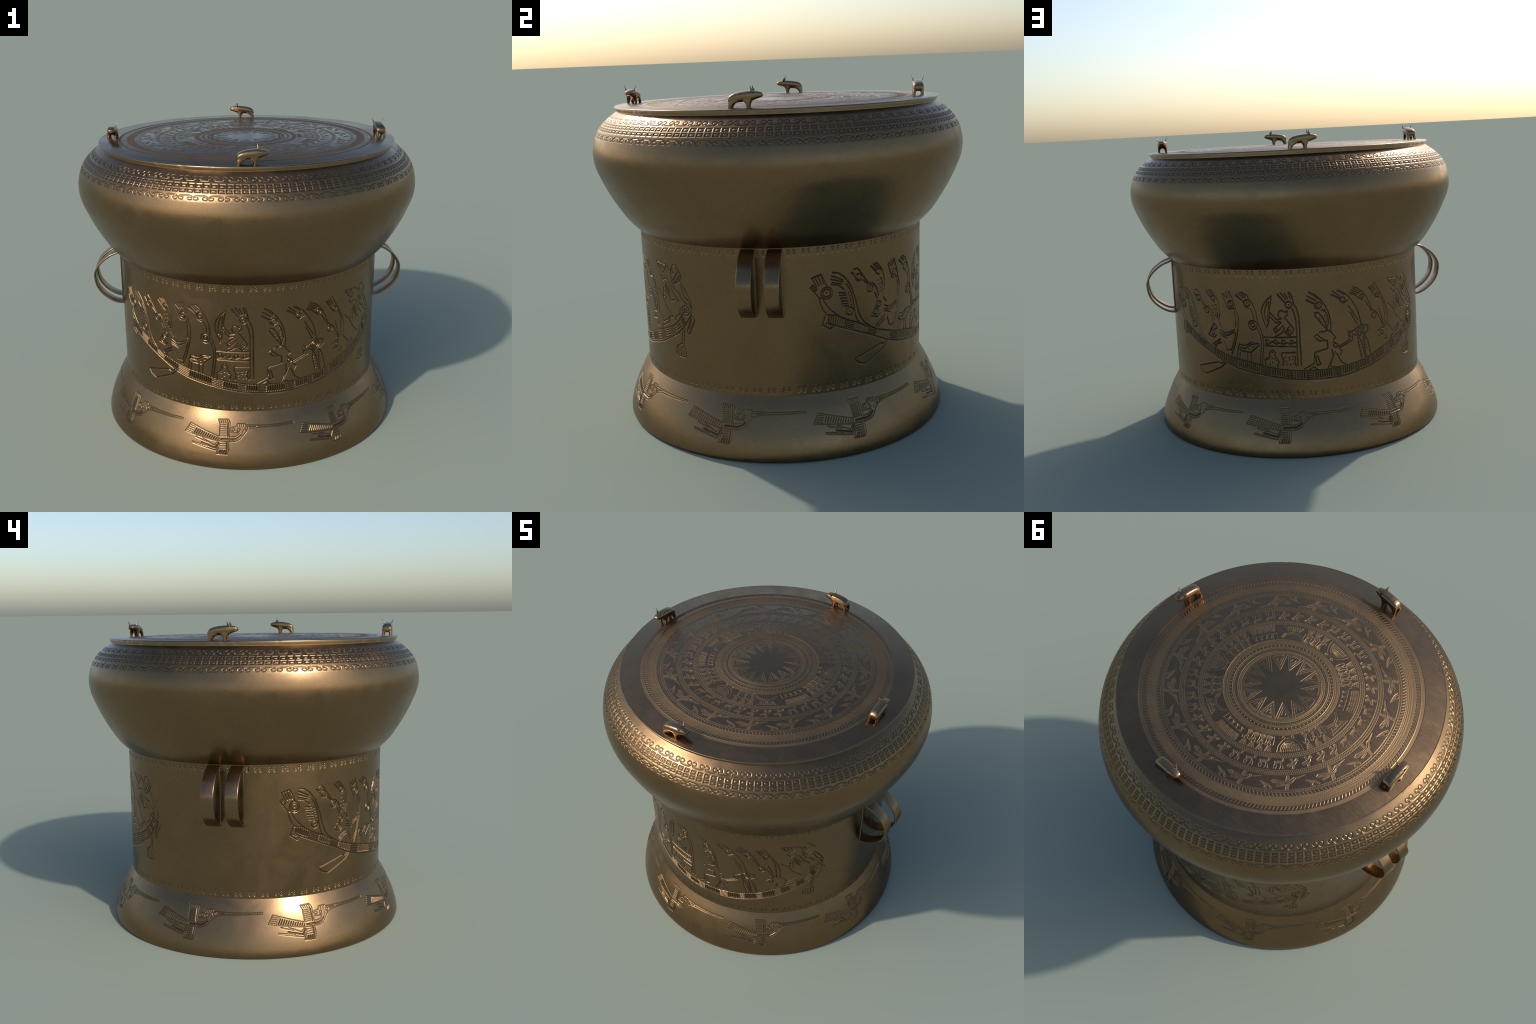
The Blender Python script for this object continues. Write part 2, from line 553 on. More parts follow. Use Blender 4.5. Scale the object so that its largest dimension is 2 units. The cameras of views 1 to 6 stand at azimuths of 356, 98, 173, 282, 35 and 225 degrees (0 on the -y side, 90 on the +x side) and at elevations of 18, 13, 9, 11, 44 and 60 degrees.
class HeadDrawing:
    """Helpers that draw the concentric friezes of the drumhead (mm)."""

    def __init__(self, disc, shift):
        self.disc = disc
        self.R = disc.rows[:, None]
        self.phi = disc.phi[None]
        self.shift = shift

    def cut(self, h):
        self.disc.H = np.minimum(self.disc.H, h)

    def circle(self, r, w=2.4, d=1.3):
        self.cut(np.repeat(groove(self.R - r, w, d), len(self.disc.phi), 1))

    def ticks(self, count, r0, r1, w=2.7, d=1.5, lean=0., dash=None):
        a = (self.phi + lean * (self.R - r0) / r0) * count / TAU
        dist = (a - np.round(a)) * TAU / count * self.R
        mask = np.clip((self.R - r0) / 2, 0, 1) * np.clip((r1 - self.R) / 2, 0, 1)
        self.cut(groove(dist, w, d) * mask)

    def beads(self, count, r, size, d=1.3, hollow=False, phase=0.):
        a = self.phi * count / TAU + phase
        along = (a - np.round(a)) * TAU / count * r
        dist = np.hypot(along, self.R - r)
        self.cut(groove(dist - size if hollow else dist, 2.4 if hollow else size, d))

    def draw(self, angle, radius, *strokes, w=2.5, d=1.3):
        for s in strokes:
            self.disc.press(self.disc.polar(s, angle, radius), w, d)

    def loop(self, angle, radius, c, r, w=2.6, d=2.0):
        t = np.linspace(0, TAU, 11)
        self.draw(angle, radius, [(c[0] + r * math.cos(a), c[1] + r * math.sin(a)) for a in t], w=w, d=d)

    # --- figures
    def crane(self, a, r):
        self.draw(a, r, [(92, -31), (56, -26), (34, -25)], [(92, -31), (56, -21), (36, -15)],
                  [(36, -15), (26, -6), (12, 6), (0, 9), (-30, 7), (-78, 2)], [(30, -14), (14, -3), (0, 2), (-30, 1), (-62, -4)],
                  [(24, -24), (8, -11), (-4, -6), (-30, -6), (-74, -17)],
                  [(-78, 2), (-88, -6), (-74, -17)], [(-62, 2), (-66, -13)], [(-68, 2), (-74, -12)], [(-74, 1), (-81, -11)],
                  [(2, 9), (-6, 40)], [(-14, 8), (-20, 40), (-6, 40)], [(-4, 12), (-11, 38)], [(-9, 11), (-16, 38)],
                  [(-2, 24), (-18, 24)], [(0, -7), (4, -36)], [(-16, -7), (-10, -36), (4, -36)], [(-6, -10), (-1, -34)],
                  [(-11, -10), (-6, -34)], [(-22, 12), (-64, 16)], [(-24, 17), (-60, 23)], [(-30, 14), (-30, 20)])
        self.loop(a, r, (30, -20), 6)
        self.disc.dot(self.disc.polar([(30, -20)], a, r)[0], 2.6)

    def standing_bird(self, a, r):
        self.draw(a, r, [(28, 14), (14, 2), (-4, -6), (-32, -14)], [(14, 12), (0, 10), (-14, 3), (-32, -14)],
                  [(14, 2), (22, 14), (33, 20), (24, 25), (14, 12)], [(10, 8), (-16, -5)], [(8, 4), (-20, -10)],
                  [(4, 10), (0, 3)], [(-3, 9), (-7, 1)], [(-10, 6), (-14, -3)], [(0, 10), (-2, 24), (7, 27)], [(-4, 9), (-8, 23)])

    def deer(self, a, r):
        body = [(-20, -16), (12, -18), (18, -8), (-16, -2)]
        self.draw(a, r, body + body[:1], [(-14, -15), (-11, -4)], [(-8, -16), (-5, -5)], [(-2, -16), (1, -6)], [(4, -17), (7, -7)],
                  [(10, -17), (13, -8)], [(-18, -9), (15, -13)],
                  [(-14, -3), (-21, 10), (-18, 27)], [(-11, -3), (-7, 12), (-12, 27)],
                  [(12, -7), (14, 12), (8, 27)], [(15, -8), (24, 9), (24, 27)],
                  [(14, -14), (25, -24), (34, -23)], [(17, -9), (27, -19), (34, -23)], [(25, -24), (20, -33)], [(28, -24), (30, -33)])

    def hopping_bird(self, a, r):
        self.draw(a, r, [(-28, 6), (-8, -2), (6, -6), (14, -18)], [(-25, 17), (-4, 12), (12, 5), (20, -8)],
                  [(-28, 6), (-25, 17)], [(-22, 5), (-19, 15)], [(-16, 2), (-12, 14)], [(-9, 0), (-5, 12)], [(-3, -2), (1, 10)],
                  [(-2, 12), (-7, 29), (5, 31), (8, 8)], [(1, 12), (-2, 29)], [(4, 11), (2, 30)],
                  [(-2, -5), (-12, -25), (0, -28), (7, -7)], [(1, -6), (-6, -26)], [(4, -6), (-2, -27)])
        self.loop(a, r, (22, -19), 8)
        self.loop(a, r, (22, -19), 3.5)

    def dancer(self, a, r):
        self.draw(a, r, [(-14, 46), (-4, 12), (8, 12), (18, 46), (-14, 46)], [(-8, 44), (0, 14)], [(0, 44), (2, 14)], [(8, 44), (5, 14)],
                  [(-11, 36), (15, 36)], [(-8, 26), (12, 26)],
                  [(-4, 12), (-8, -4), (-2, -16)], [(8, 12), (10, -4), (5, -16)], [(-8, -2), (10, -2)],
                  [(10, 0), (22, 8), (26, -18), (24, -44)], [(-7, 2), (-17, 12), (-20, -4)],
                  [(-1, -18), (-12, -46)], [(1, -19), (-5, -50)], [(3, -19), (2, -51)], [(5, -18), (9, -49)], [(7, -17), (16, -45)],
                  [(-12, -46), (2, -51), (16, -45)])
        self.loop(a, r, (2, -11), 5)

    def hut(self, a, r):
        roof = [(-62, 44), (-56, 6), (-34, -26), (0, -38), (34, -26), (56, 6), (62, 44)]
        inner = [(-46, 40), (-42, 10), (-24, -14), (0, -22), (24, -14), (42, 10), (46, 40)]
        self.draw(a, r, roof, inner, [(-62, 44), (62, 44)], [(-46, 30), (46, 30)])
        for x in range(-40, 41, 10):
            self.draw(a, r, [(x, 44), (x, 31)])
            self.draw(a, r, [(x * .9, 24), (x * .55, -8)])
        self.draw(a, r, [(-36, 20), (36, 20)], [(-40, 8), (40, 8)])
        for s in (-1, 1):
            self.loop(a, r, (s * 26, -42), 7)

    def boat_house(self, a, r):
        self.draw(a, r, [(-66, -34), (-44, -8), (0, 4), (44, -8), (66, -34)], [(-60, -40), (-40, -18), (0, -6), (40, -18), (60, -40)],
                  [(-48, 42), (-30, 6)], [(48, 42), (30, 6)], [(-54, 42), (54, 42)], [(-40, 24), (40, 24)])
        for x in range(-30, 31, 12):
            self.draw(a, r, [(x, 40), (x, 10)])
        self.loop(a, r, (0, 16), 6)

    def platform(self, a, r):
        self.draw(a, r, [(-70, -6), (0, -10), (70, -6)], [(-70, -6), (-76, -44)])
        for k in range(4):
            x = -48 + 33 * k
            self.draw(a, r, [(x - 15, 46), (x - 11, 8), (x + 11, 8), (x + 15, 46), (x - 15, 46)], [(x - 8, 44), (x - 6, 10)],
                      [(x, 44), (x, 10)], [(x + 8, 44), (x + 6, 10)], [(x - 13, 32), (x + 13, 32)], [(x - 12, 20), (x + 12, 20)],
                      [(x - 4, -12), (x + 2, -26), (x - 6, -40)], [(x + 8, -12), (x + 6, -28), (x + 14, -40)])
            self.loop(a, r, (x + 4, -32), 5)


def engrave_drumhead(disc):
    h = HeadDrawing(disc, (-6, 4))
    # outer border: five lines, comb, two bead bands, comb, bead line
    for r in (751, 746, 741, 736):
        h.circle(r, 2.4, 2.0)
    h.ticks(236, 709, 730, lean=.5)
    h.circle(706)
    h.circle(700, 2.4)
    for r in (693, 682, 672, 662):
        h.beads(int(TAU * r / 11), r, 3.4, hollow=True)
    for r in (687.5, 677, 667):
        h.circle(r, 2.2, 1.6)
    h.circle(657)
    h.ticks(214, 637, 655, lean=-.5)
    h.circle(633)
    h.beads(330, 627, 3.2)
    h.circle(621)
    # flying birds with standing birds between
    for k in range(16):
        a = math.radians(26.5 + 22.5 * k)
        h.crane(a, 577)
        h.standing_bird(a + math.radians(11.4), 589)
    # bead rings, with four deer and four birds in turn between them
    for lo, hi in ((511, 535), (416, 437)):
        h.circle(lo)
        h.circle(hi)
        h.circle((lo + hi) / 2, 2.2, 1.2)
        h.beads(int(TAU * lo / 10), lo + (hi - lo) * .27, 3.4)
        h.beads(int(TAU * lo / 10), lo + (hi - lo) * .73, 3.4, phase=.5)
    for k in range(40):
        (h.deer if k % 8 < 4 else h.hopping_bird)(math.radians(34.2 + 9 * k), 474)
    # hut, dancers, boat-shaped house, drum platform, dancers: three times round
    for third in range(3):
        base = 120.6 * third
        h.hut(math.radians(21 + base), 361)
        h.boat_house(math.radians(63.5 + base), 361)
        h.platform(math.radians(89.5 + base), 361)
        for at in (35.5, 42.5, 49.5, 105.5, 112, 118.5, 125):
            h.dancer(math.radians(at + base), 361)
    # rings round the star
    for r in (306, 300, 287, 276, 258, 248, 230, 219, 212):
        h.circle(r, 2.5, 1.9)
    for r, n in ((293, 170), (281.5, 164), (253, 148), (239, 138), (225, 130)):
        h.beads(n, r, 3.4, 1.4, hollow=n != 138)
    h.beads(76, 267, 5.2, 2.2)
    # fourteen-rayed star: the wedges between its rays are engraved
    for k in range(14):
        a = TAU * (k + .5) / 14 - math.radians(3)
        step = TAU / 14

        def at(t, r):
            return (r * math.cos(a + t * step), r * math.sin(a + t * step))
        for inset, w in ((0, 2.8), (12, 2.2)):
            tip = 104 + inset * 2.3
            s = .47 - inset / 95
            disc.press([at(-s, 207), at(0, tip), at(s, 207)], w * .9, 1.2)
        for f in np.linspace(0, 1, 12):
            for side in (-1, 1):
                disc.dot(at(side * (.41 * f + .0), 117 + 84 * f), 2.6, 1.1)
        disc.press([at(-.3, 196), at(0, 198), at(.3, 196)], 2.3, 1.1)
        for f in np.linspace(-.3, .3, 11):
            disc.press([at(f, 207), at(f, 199)], 2.2, 1.1)
        disc.press([at(-.12, 184), at(-.05, 160)], 2.5, 1.2)
        disc.press([at(.1, 184), at(.17, 172), at(.06, 166), at(.03, 152)], 2.5, 1.2)


# ------------------------------------------------------------------ materials
def bronze(name, light, dark, rough, grain_height=1., scratch=1.):
    m = bpy.data.materials.new(name)
    m.use_nodes = True
    nt = m.node_tree
    nt.nodes.clear()
    N = nt.nodes.new
    link = nt.links.new
    out = N('ShaderNodeOutputMaterial')
    bsdf = N('ShaderNodeBsdfPrincipled')
    link(bsdf.outputs[0], out.inputs[0])
    bsdf.inputs['Metallic'].default_value = 1.0
    tc = N('ShaderNodeTexCoord')

    def noise(scale, detail, stretch=None, rot=(0, 0, 0), rough_=.55, distort=0.):
        t = N('ShaderNodeTexNoise')
        t.inputs['Scale'].default_value = scale
        t.inputs['Detail'].default_value = detail
        t.inputs['Roughness'].default_value = rough_
        t.inputs['Distortion'].default_value = distort
        if stretch:
            mp = N('ShaderNodeMapping')
            mp.inputs['Scale'].default_value = stretch
            mp.inputs['Rotation'].default_value = rot
            link(tc.outputs['Object'], mp.inputs['Vector'])
            link(mp.outputs[0], t.inputs['Vector'])
        else:
            link(tc.outputs['Object'], t.inputs['Vector'])
        return t.outputs['Fac']

    def ramp(src, a, b, va, vb):
        r = N('ShaderNodeMapRange')
        r.inputs['From Min'].default_value = a
        r.inputs['From Max'].default_value = b
        r.inputs['To Min'].default_value = va
        r.inputs['To Max'].default_value = vb
        link(src, r.inputs['Value'])
        return r.outputs['Result']

    def math_(op, a, b):
        n = N('ShaderNodeMath')
        n.operation = op
        for i, v in enumerate((a, b)):
            if isinstance(v, (int, float)):
                n.inputs[i].default_value = v
            else:
                link(v, n.inputs[i])
        return n.outputs[0]
    patches = noise(2.6, 6, distort=.6)
    grain = noise(110, 3)
    tone = ramp(math_('ADD', math_('MULTIPLY', patches, .5), math_('MULTIPLY', grain, .5)), .36, .64, 0, 1)
    mix = N('ShaderNodeMix')
    mix.data_type = 'RGBA'
    link(tone, mix.inputs['Factor'])
    mix.inputs['A'].default_value = (*dark, 1)
    mix.inputs['B'].default_value = (*light, 1)
    link(mix.outputs['Result'], bsdf.inputs['Base Color'])
    # rubbed patches, brushed in several directions
    scratches = None
    for i, rot in enumerate(((.3, .5, .2), (1.2, .2, 1.0), (.7, 1.4, 2.1))):
        s = noise(9, 3, (1, 14, 30), rot)
        scratches = s if scratches is None else math_('MAXIMUM', scratches, s)
    smudge = noise(5.5, 5, distort=1.0)
    r = math_('ADD', ramp(smudge, .35, .7, rough - .05, rough + .07), ramp(scratches, .55, .8, -.04 * scratch, .06 * scratch))
    link(r, bsdf.inputs['Roughness'])
    bump = N('ShaderNodeBump')
    bump.inputs['Strength'].default_value = .09
    bump.inputs['Distance'].default_value = .004
    hsum = math_('ADD', math_('MULTIPLY', scratches, .5 * scratch), math_('MULTIPLY', noise(220, 3), .18 * grain_height))
    link(hsum, bump.inputs['Height'])
    link(bump.outputs[0], bsdf.inputs['Normal'])
    return m


# -------------------------------------------------------------- mesh building
def new_object(name, mesh, parent, material):
    ob = bpy.data.objects.new(name, mesh)
    bpy.context.scene.collection.objects.link(ob)
    ob.parent = parent
    if material is not None and not mesh.materials:
        mesh.materials.append(material)
    return ob


def mesh_from(name, verts, quads, normals=None, smooth=True):
    me = bpy.data.meshes.new(name)
    verts = np.asarray(verts, np.float32)
    quads = np.asarray(quads, np.int32)
    n, k = quads.shape
    me.vertices.add(len(verts))
    me.vertices.foreach_set('co', verts.ravel())
    me.loops.add(n * k)
    me.loops.foreach_set('vertex_index', quads.ravel())
    me.polygons.add(n)
    me.polygons.foreach_set('loop_start', np.arange(0, n * k, k, dtype=np.int32))
    me.polygons.foreach_set('use_smooth', np.full(n, smooth))
    me.update(calc_edges=True)
    me.validate()
    if normals is not None:
        me.normals_split_custom_set_from_vertices(np.asarray(normals, np.float32).tolist())
    return me


def crisp_normals(phi, r, z, H, crispness):
    """Shading normals of the relief with its fine grooves sharpened again,
    making up for what the mesh spacing rounds off."""
    return grid_normals(displaced(phi, r, z, H * crispness))


def grid_normals(P):
    du = np.roll(P, -1, 1) - np.roll(P, 1, 1)
    dv = np.gradient(P, axis=0)
    n = np.cross(du, dv)
    return n / (np.linalg.norm(n, axis=-1, keepdims=True) + 1e-12)


def grid_parts(P, N, region, names, parent, material, cut=None, cut_material=None):
    """Split a closed grid (rows x columns) into objects by face region.
    The first name is the part itself, the others hang below it."""
    rows, cols = P.shape[:2]
    idx = np.arange(rows * cols).reshape(rows, cols)
    nxt = np.roll(idx, -1, 1)
    quads = np.stack([idx[:-1], nxt[:-1], nxt[1:], idx[1:]], -1)
    P2, N2 = P.reshape(-1, 3), N.reshape(-1, 3)
    made = None
    for k, name in names:
        q = quads[region == k]
        if not len(q):
            continue
        used, inv = np.unique(q, return_inverse=True)
        me = mesh_from(name, P2[used], inv.reshape(-1, 4), N2[used])
        if cut is not None and cut[region == k].any():
            me.materials.append(material)
            me.materials.append(cut_material)
            me.polygons.foreach_set('material_index', cut[region == k].astype(np.int32))
        ob = new_object(name, me, parent if made is None else made, material)
        made = made or ob
    return made


def lathe_grid(phi, r, z):
    return np.stack([r[:, None] * np.cos(phi)[None], r[:, None] * np.sin(phi)[None],
                     np.repeat(np.asarray(z)[:, None], len(phi), 1)], -1)


def displaced(phi, r, z, H):
    r, z = np.asarray(r), np.asarray(z)
    dr, dz = np.gradient(r), np.gradient(z)
    L = np.hypot(dr, dz)
    nr, nz = dz / L, -dr / L
    h = H / 1000
    R = r[:, None] + nr[:, None] * h
    Z = z[:, None] + nz[:, None] * h
    return np.stack([R * np.cos(phi)[None], R * np.sin(phi)[None], Z], -1)


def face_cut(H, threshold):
    """Faces that lie inside a groove: they take a darker bronze (walls) or a paler, rougher one (head)."""
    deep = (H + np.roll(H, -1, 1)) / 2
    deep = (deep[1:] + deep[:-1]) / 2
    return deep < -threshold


def centre_rows(v):
    return (v[1:] + v[:-1]) / 2


# -------------------------------------------------------------------- the drum
def build_waist(drum, mat, dull):
    rows = spaced((.3015, .314, .006), (.314, .344, .0027), (.344, .408, .012), (.408, .94, .0026),
                  (.94, 1.015, .012), (1.015, 1.047, .0027), (1.047, 1.052, .005))
    f = BandRelief(1880, rows * 1000, .78, width=3.1, depth=3.4)
    mast = math.radians(-92.0)
    turns = (mast, mast + math.radians(175.4))
    for a in turns:
        engrave_boat(f, a)
    engrave_twin_curls(f, 67, math.radians(2.215), 330)
    engrave_twin_curls(f, 67, math.radians(-.3), 1029)
    r = np.interp(rows, WAIST_Z, WAIST_R)
    P = displaced(f.phi, r, rows, f.H)
    N = crisp_normals(f.phi, r, rows, f.H, 2.2)
    zc = centre_rows(rows)[:, None]
    pc = f.phi[None] + TAU / len(f.phi) / 2
    region = np.zeros((len(rows) - 1, len(f.phi)), int)
    for k, a in enumerate(turns):
        off = (pc - a + math.pi) % TAU - math.pi
        region[(off * 780 > -915) & (off * 780 < 885) & (zc > .405) & (zc < .942)] = 1 + k
    region[np.broadcast_to((zc > .314) & (zc < .344), region.shape)] = 3
    region[np.broadcast_to((zc > 1.015) & (zc < 1.047), region.shape)] = 4
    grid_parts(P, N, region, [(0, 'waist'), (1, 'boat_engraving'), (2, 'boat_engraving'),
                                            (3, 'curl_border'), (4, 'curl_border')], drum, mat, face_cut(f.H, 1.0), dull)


def build_foot(drum, mat, dull):
    rows = spaced((0, .012, .003), (.012, .08, .011), (.08, .266, .0022), (.266, .302, .009))
    f = BandRelief(2500, rows * 1000, .85, width=3.0, depth=3.0)
    eyes = [math.radians(-94.6 + 45 * k) for k in range(8)]
    for a in eyes:
        engrave_long_billed_bird(f, a)
    r = smooth_curve(FOOT_Z, FOOT_R, rows)
    P = displaced(f.phi, r, rows, f.H)
    # turned-in lip below
    lip = lathe_grid(f.phi, np.array([.868, .889]), np.array([.004, 0.0]))
    zc = centre_rows(rows)[:, None]
    pc = f.phi[None] + TAU / len(f.phi) / 2
    region = np.zeros((len(rows) - 1, len(f.phi)), int)
    for k, a in enumerate(eyes):
        off = ((pc - a + math.pi) % TAU - math.pi) * 850
        region[(off > -372) & (off < 285) & (zc > .078) & (zc < .268)] = 1 + k
    names = [(0, 'foot')] + [(1 + k, 'flying_bird_engraving') for k in range(8)]
    N = crisp_normals(f.phi, r, rows, f.H, 1.15)
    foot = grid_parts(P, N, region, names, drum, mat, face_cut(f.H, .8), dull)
    region0 = np.zeros((1, len(f.phi)), int)
    P0 = np.concatenate([lip[:1], P[:1]])
    grid_parts(P0, grid_normals(P0), region0, [(0, 'foot_ring')], foot, mat)


def build_shoulder(drum, mat, dull):
    z = spaced((1.052, 1.14, .008), (1.14, 1.55, .018), (1.55, 1.60, .0024), (1.60, 1.67, .0017), (1.67, 1.684, .0035))
    r = smooth_curve(SHOULDER_Z, SHOULDER_R, z)
    slant = np.concatenate([[0], np.cumsum(np.hypot(np.diff(r), np.diff(z)))])
    f = BandRelief(2090, slant * 1000, .955, width=3.4, depth=1.8)

    def s(zz):
        return float(np.interp(zz, z, slant)) * 1000
    engrave_running_spirals(f, 76, math.radians(-90.3), s(1.6525), 15.0, 1)
    engrave_squares(f, 149, math.radians(-99.85 + 1.2), s(1.6165), s(1.6345))
    engrave_squares(f, 149, math.radians(-99.85 + 1.2), s(1.5955), s(1.6135))
    engrave_running_spirals(f, 76, math.radians(-119.0), s(1.571), 12.0, -1)
    P = displaced(f.phi, r, z, f.H)
    zc = centre_rows(z)[:, None]
    region = np.zeros((len(z) - 1, len(f.phi)), int)
    for k, (a, b) in enumerate(((1.556, 1.588), (1.594, 1.6365), (1.639, 1.667))):
        region[np.broadcast_to((zc > a) & (zc < b), region.shape)] = k + 1
    N = crisp_normals(f.phi, r, z, f.H, 1.15)
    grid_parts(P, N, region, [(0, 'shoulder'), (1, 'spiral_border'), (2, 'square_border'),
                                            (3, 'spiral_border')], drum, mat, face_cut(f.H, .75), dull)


def head_height(r):
    """The drumhead bulges a few millimetres toward its middle."""
    return TOP_Z + .0008 * (1 - (np.asarray(r) / TOP_R)**2)


def head_normals(P):
    """Soft cushion shading: normals lean outward toward the rounded rim."""
    N = grid_normals(P)
    N[..., :2] += P[..., :2] * (.24 / TOP_R)
    return N / np.linalg.norm(N, axis=-1, keepdims=True)


def build_drumhead(drum, mat, rim_mat, dull):
    centre = np.array([-.005, .003])
    names = {1: 'star_engraving', 2: 'ring_border', 3: 'procession_frieze', 4: 'ring_border', 5: 'deer_frieze',
             6: 'ring_border', 7: 'bird_frieze', 8: 'ring_border'}
    limits = (.2105, .309, .4135, .4395, .5085, .5375, .618, .7545)
    inner = spaced((.004, .09, .012), (.09, .3095, .0021))
    outer = spaced((.3095, .7555, .0024), (.7555, TOP_R, .02))
    part = None
    for rows, cols in ((inner, 900), (outer, 1800)):
        d = DiscRelief(cols, rows * 1000, width=2.7, depth=2.1)
        engrave_drumhead(d)
        # the pattern sits a few millimetres off the axis, the edge does not
        keep = np.clip((TOP_R - rows) / (TOP_R - .7555), 0, 1)[:, None]
        X = d.X / 1000 + centre[0] * keep
        Y = d.Y / 1000 + centre[1] * keep
        P = np.stack([X, Y, head_height(rows)[:, None] + d.H / 1000], -1)
        rc = centre_rows(rows)
        reg = np.searchsorted(limits, rc) + 1
        reg[rc > limits[-1]] = 0
        region = np.repeat(reg[:, None], cols, 1)
        P, region = P[::-1], region[::-1]
        cut = face_cut(d.H, .45)[::-1]
        crisp = P.copy()
        crisp[..., 2] += d.H[::-1] / 1000 * .1
        N = head_normals(crisp)
        if rows is outer:
            part = grid_parts(P, N, region, [(0, 'drumhead')] + [(k, names[k]) for k in range(3, 9)], drum, mat, cut, dull)
            P_in, N_in, R_in, C_in = saved
            grid_parts(P_in, N_in, np.where(R_in == 3, 2, R_in), [(1, names[1]), (2, names[2])], part, mat, C_in, dull)
            # small cap closes the pole of the polar grid
            cap = np.concatenate([P_in[-1:], np.broadcast_to([centre[0], centre[1], head_height(0.)], (1, P_in.shape[1], 3))])
            Nc = np.zeros_like(cap)
            Nc[..., 2] = 1
            grid_parts(cap, Nc, np.zeros((1, cap.shape[1]), int), [(0, 'star_centre')], part, mat)
        else:
            saved = (P, N, region, cut)
    # overhanging rim
    edge = ((TOP_R, TOP_Z), (.8655, 1.7108), (.8680, 1.7101), (.8695, 1.7088), (.8700, 1.7070), (.8696, 1.7045), (.8680, 1.7008),
            (.8656, 1.6965), (.8630, 1.6920), (.8606, 1.6880), (.8592, 1.6850), (.8588, 1.6836))
    r = np.array([p[0] for p in edge])
    z = np.array([p[1] for p in edge])
    phi = np.arange(720) * TAU / 720
    # little casting nicks along the edge
    rng = np.random.default_rng(5)
    nick = np.zeros(720)
    for c, w in zip(rng.uniform(0, 720, 34), rng.uniform(.8, 2.2, 34)):
        dd = (np.arange(720) - c + 360) % 720 - 360
        nick -= rng.uniform(.0006, .0016) * np.exp(-(dd / w)**2)
    P = lathe_grid(phi, r, z)
    strength = np.interp(np.arange(len(r)), [0, 3, 6, 9], [0, 1, 1, 0])[:, None] * nick[None]
    P[..., 0] += strength * np.cos(phi)[None]
    P[..., 1] += strength * np.sin(phi)[None]
    P = P[::-1]
    N = grid_normals(P)
    N[..., 2] += .5          # normals tipped up so the lip shows a brighter horizon reflection
    N /= np.linalg.norm(N, axis=-1, keepdims=True)
    grid_parts(P, N, np.zeros((len(r) - 1, 720), int), [(0, 'rim')], drum, rim_mat)


# -------------------------------------------------------------------- handles
def strap_mesh():
    """D-shaped strap: bowed band plus the flat plate it stands on."""
    bow = [(.770, 1.049), (.790, 1.045), (.846, 1.0235), (.903, .979), (.935, .931), (.943, .890), (.933, .832),
           (.905, .784), (.866, .7475), (.823, .722), (.790, .7135), (.774, .712)]
    k = np.arange(len(bow))
    t = np.linspace(0, len(bow) - 1, 56)
    bow = np.array(bow)
    path = np.stack([smooth_curve(k, bow[:, 0], t), smooth_curve(k, bow[:, 1], t)], 1)
    plate = np.stack([np.full(12, .7795), np.linspace(1.046, .7135, 12)], 1)
    verts, quads = [], []
    for line, thick in ((path, .0115), (plate, .0105)):
        tan = np.gradient(line, axis=0)
        tan /= np.linalg.norm(tan, axis=1, keepdims=True)
        side = np.stack([-tan[:, 1], tan[:, 0]], 1)
        if side[len(side) // 2, 0] > 0:
            side = -side
        # rounded-rectangle section: across the strap (y) and through it
        half, bev = .0360, .0050
        sec = []
        for cx, cy, a0 in ((half - bev, thick / 2 - bev, 0), (-half + bev, thick / 2 - bev, 90),
                           (-half + bev, -thick / 2 + bev, 180), (half - bev, -thick / 2 + bev, 270)):
            for a in np.radians(a0 + np.linspace(0, 90, 5)):
                sec.append((cx + bev * math.cos(a), cy + bev * math.sin(a)))
        base = len(verts)
        m = len(sec)
        inward = thick / 2
        for p, sd in zip(line, side):
            for y, w in sec:
                q = p + sd * (w + inward)
                verts.append((q[0], y, q[1]))
        for i in range(len(line) - 1):
            for j in range(m):
                a, b = base + i * m + j, base + i * m + (j + 1) % m
                quads.append((a, b, b + m, a + m))
    me = mesh_from('handle', verts, quads)
    import bmesh
    bm = bmesh.new()
    bm.from_mesh(me)
    bmesh.ops.holes_fill(bm, edges=bm.edges[:], sides=0)
    bmesh.ops.recalc_face_normals(bm, faces=bm.faces[:])
    bm.to_mesh(me)
    bm.free()
    me.shade_smooth()
    me.set_sharp_from_angle(angle=math.radians(40))
    return me


def build_handles(drum, mat):
    me = strap_mesh()
    for turn, ys in ((0, (-.066, .0655)), (math.pi, (-.0635, .0675))):
        for y in ys:
            ob = new_object('handle', me, drum, mat)
            ob.rotation_euler = (0, 0, turn)
            ob.location = (-y * math.sin(turn), y * math.cos(turn), 0)


# -------------------------------------------------------------------- buffalo
BODY = (  # along, belly, back, half width
    (-.0985, .040, .048, .016), (-.0970, .032, .0560, .0225), (-.090, .028, .0645, .0265), (-.082, .028, .0700, .0278),
    (-.070, .029, .0750, .0286), (-.045, .0335, .0805, .0288), (-.015, .0350, .0842, .0288), (.004, .036, .0853, .0285),
    (.016, .0400, .0850, .0268), (.029, .0450, .0832, .0240), (.042, .0490, .0808, .0215), (.0525, .0525, .0775, .0188),
    (.0590, .0560, .0738, .0150), (.0620, .0600, .0695, .0095))


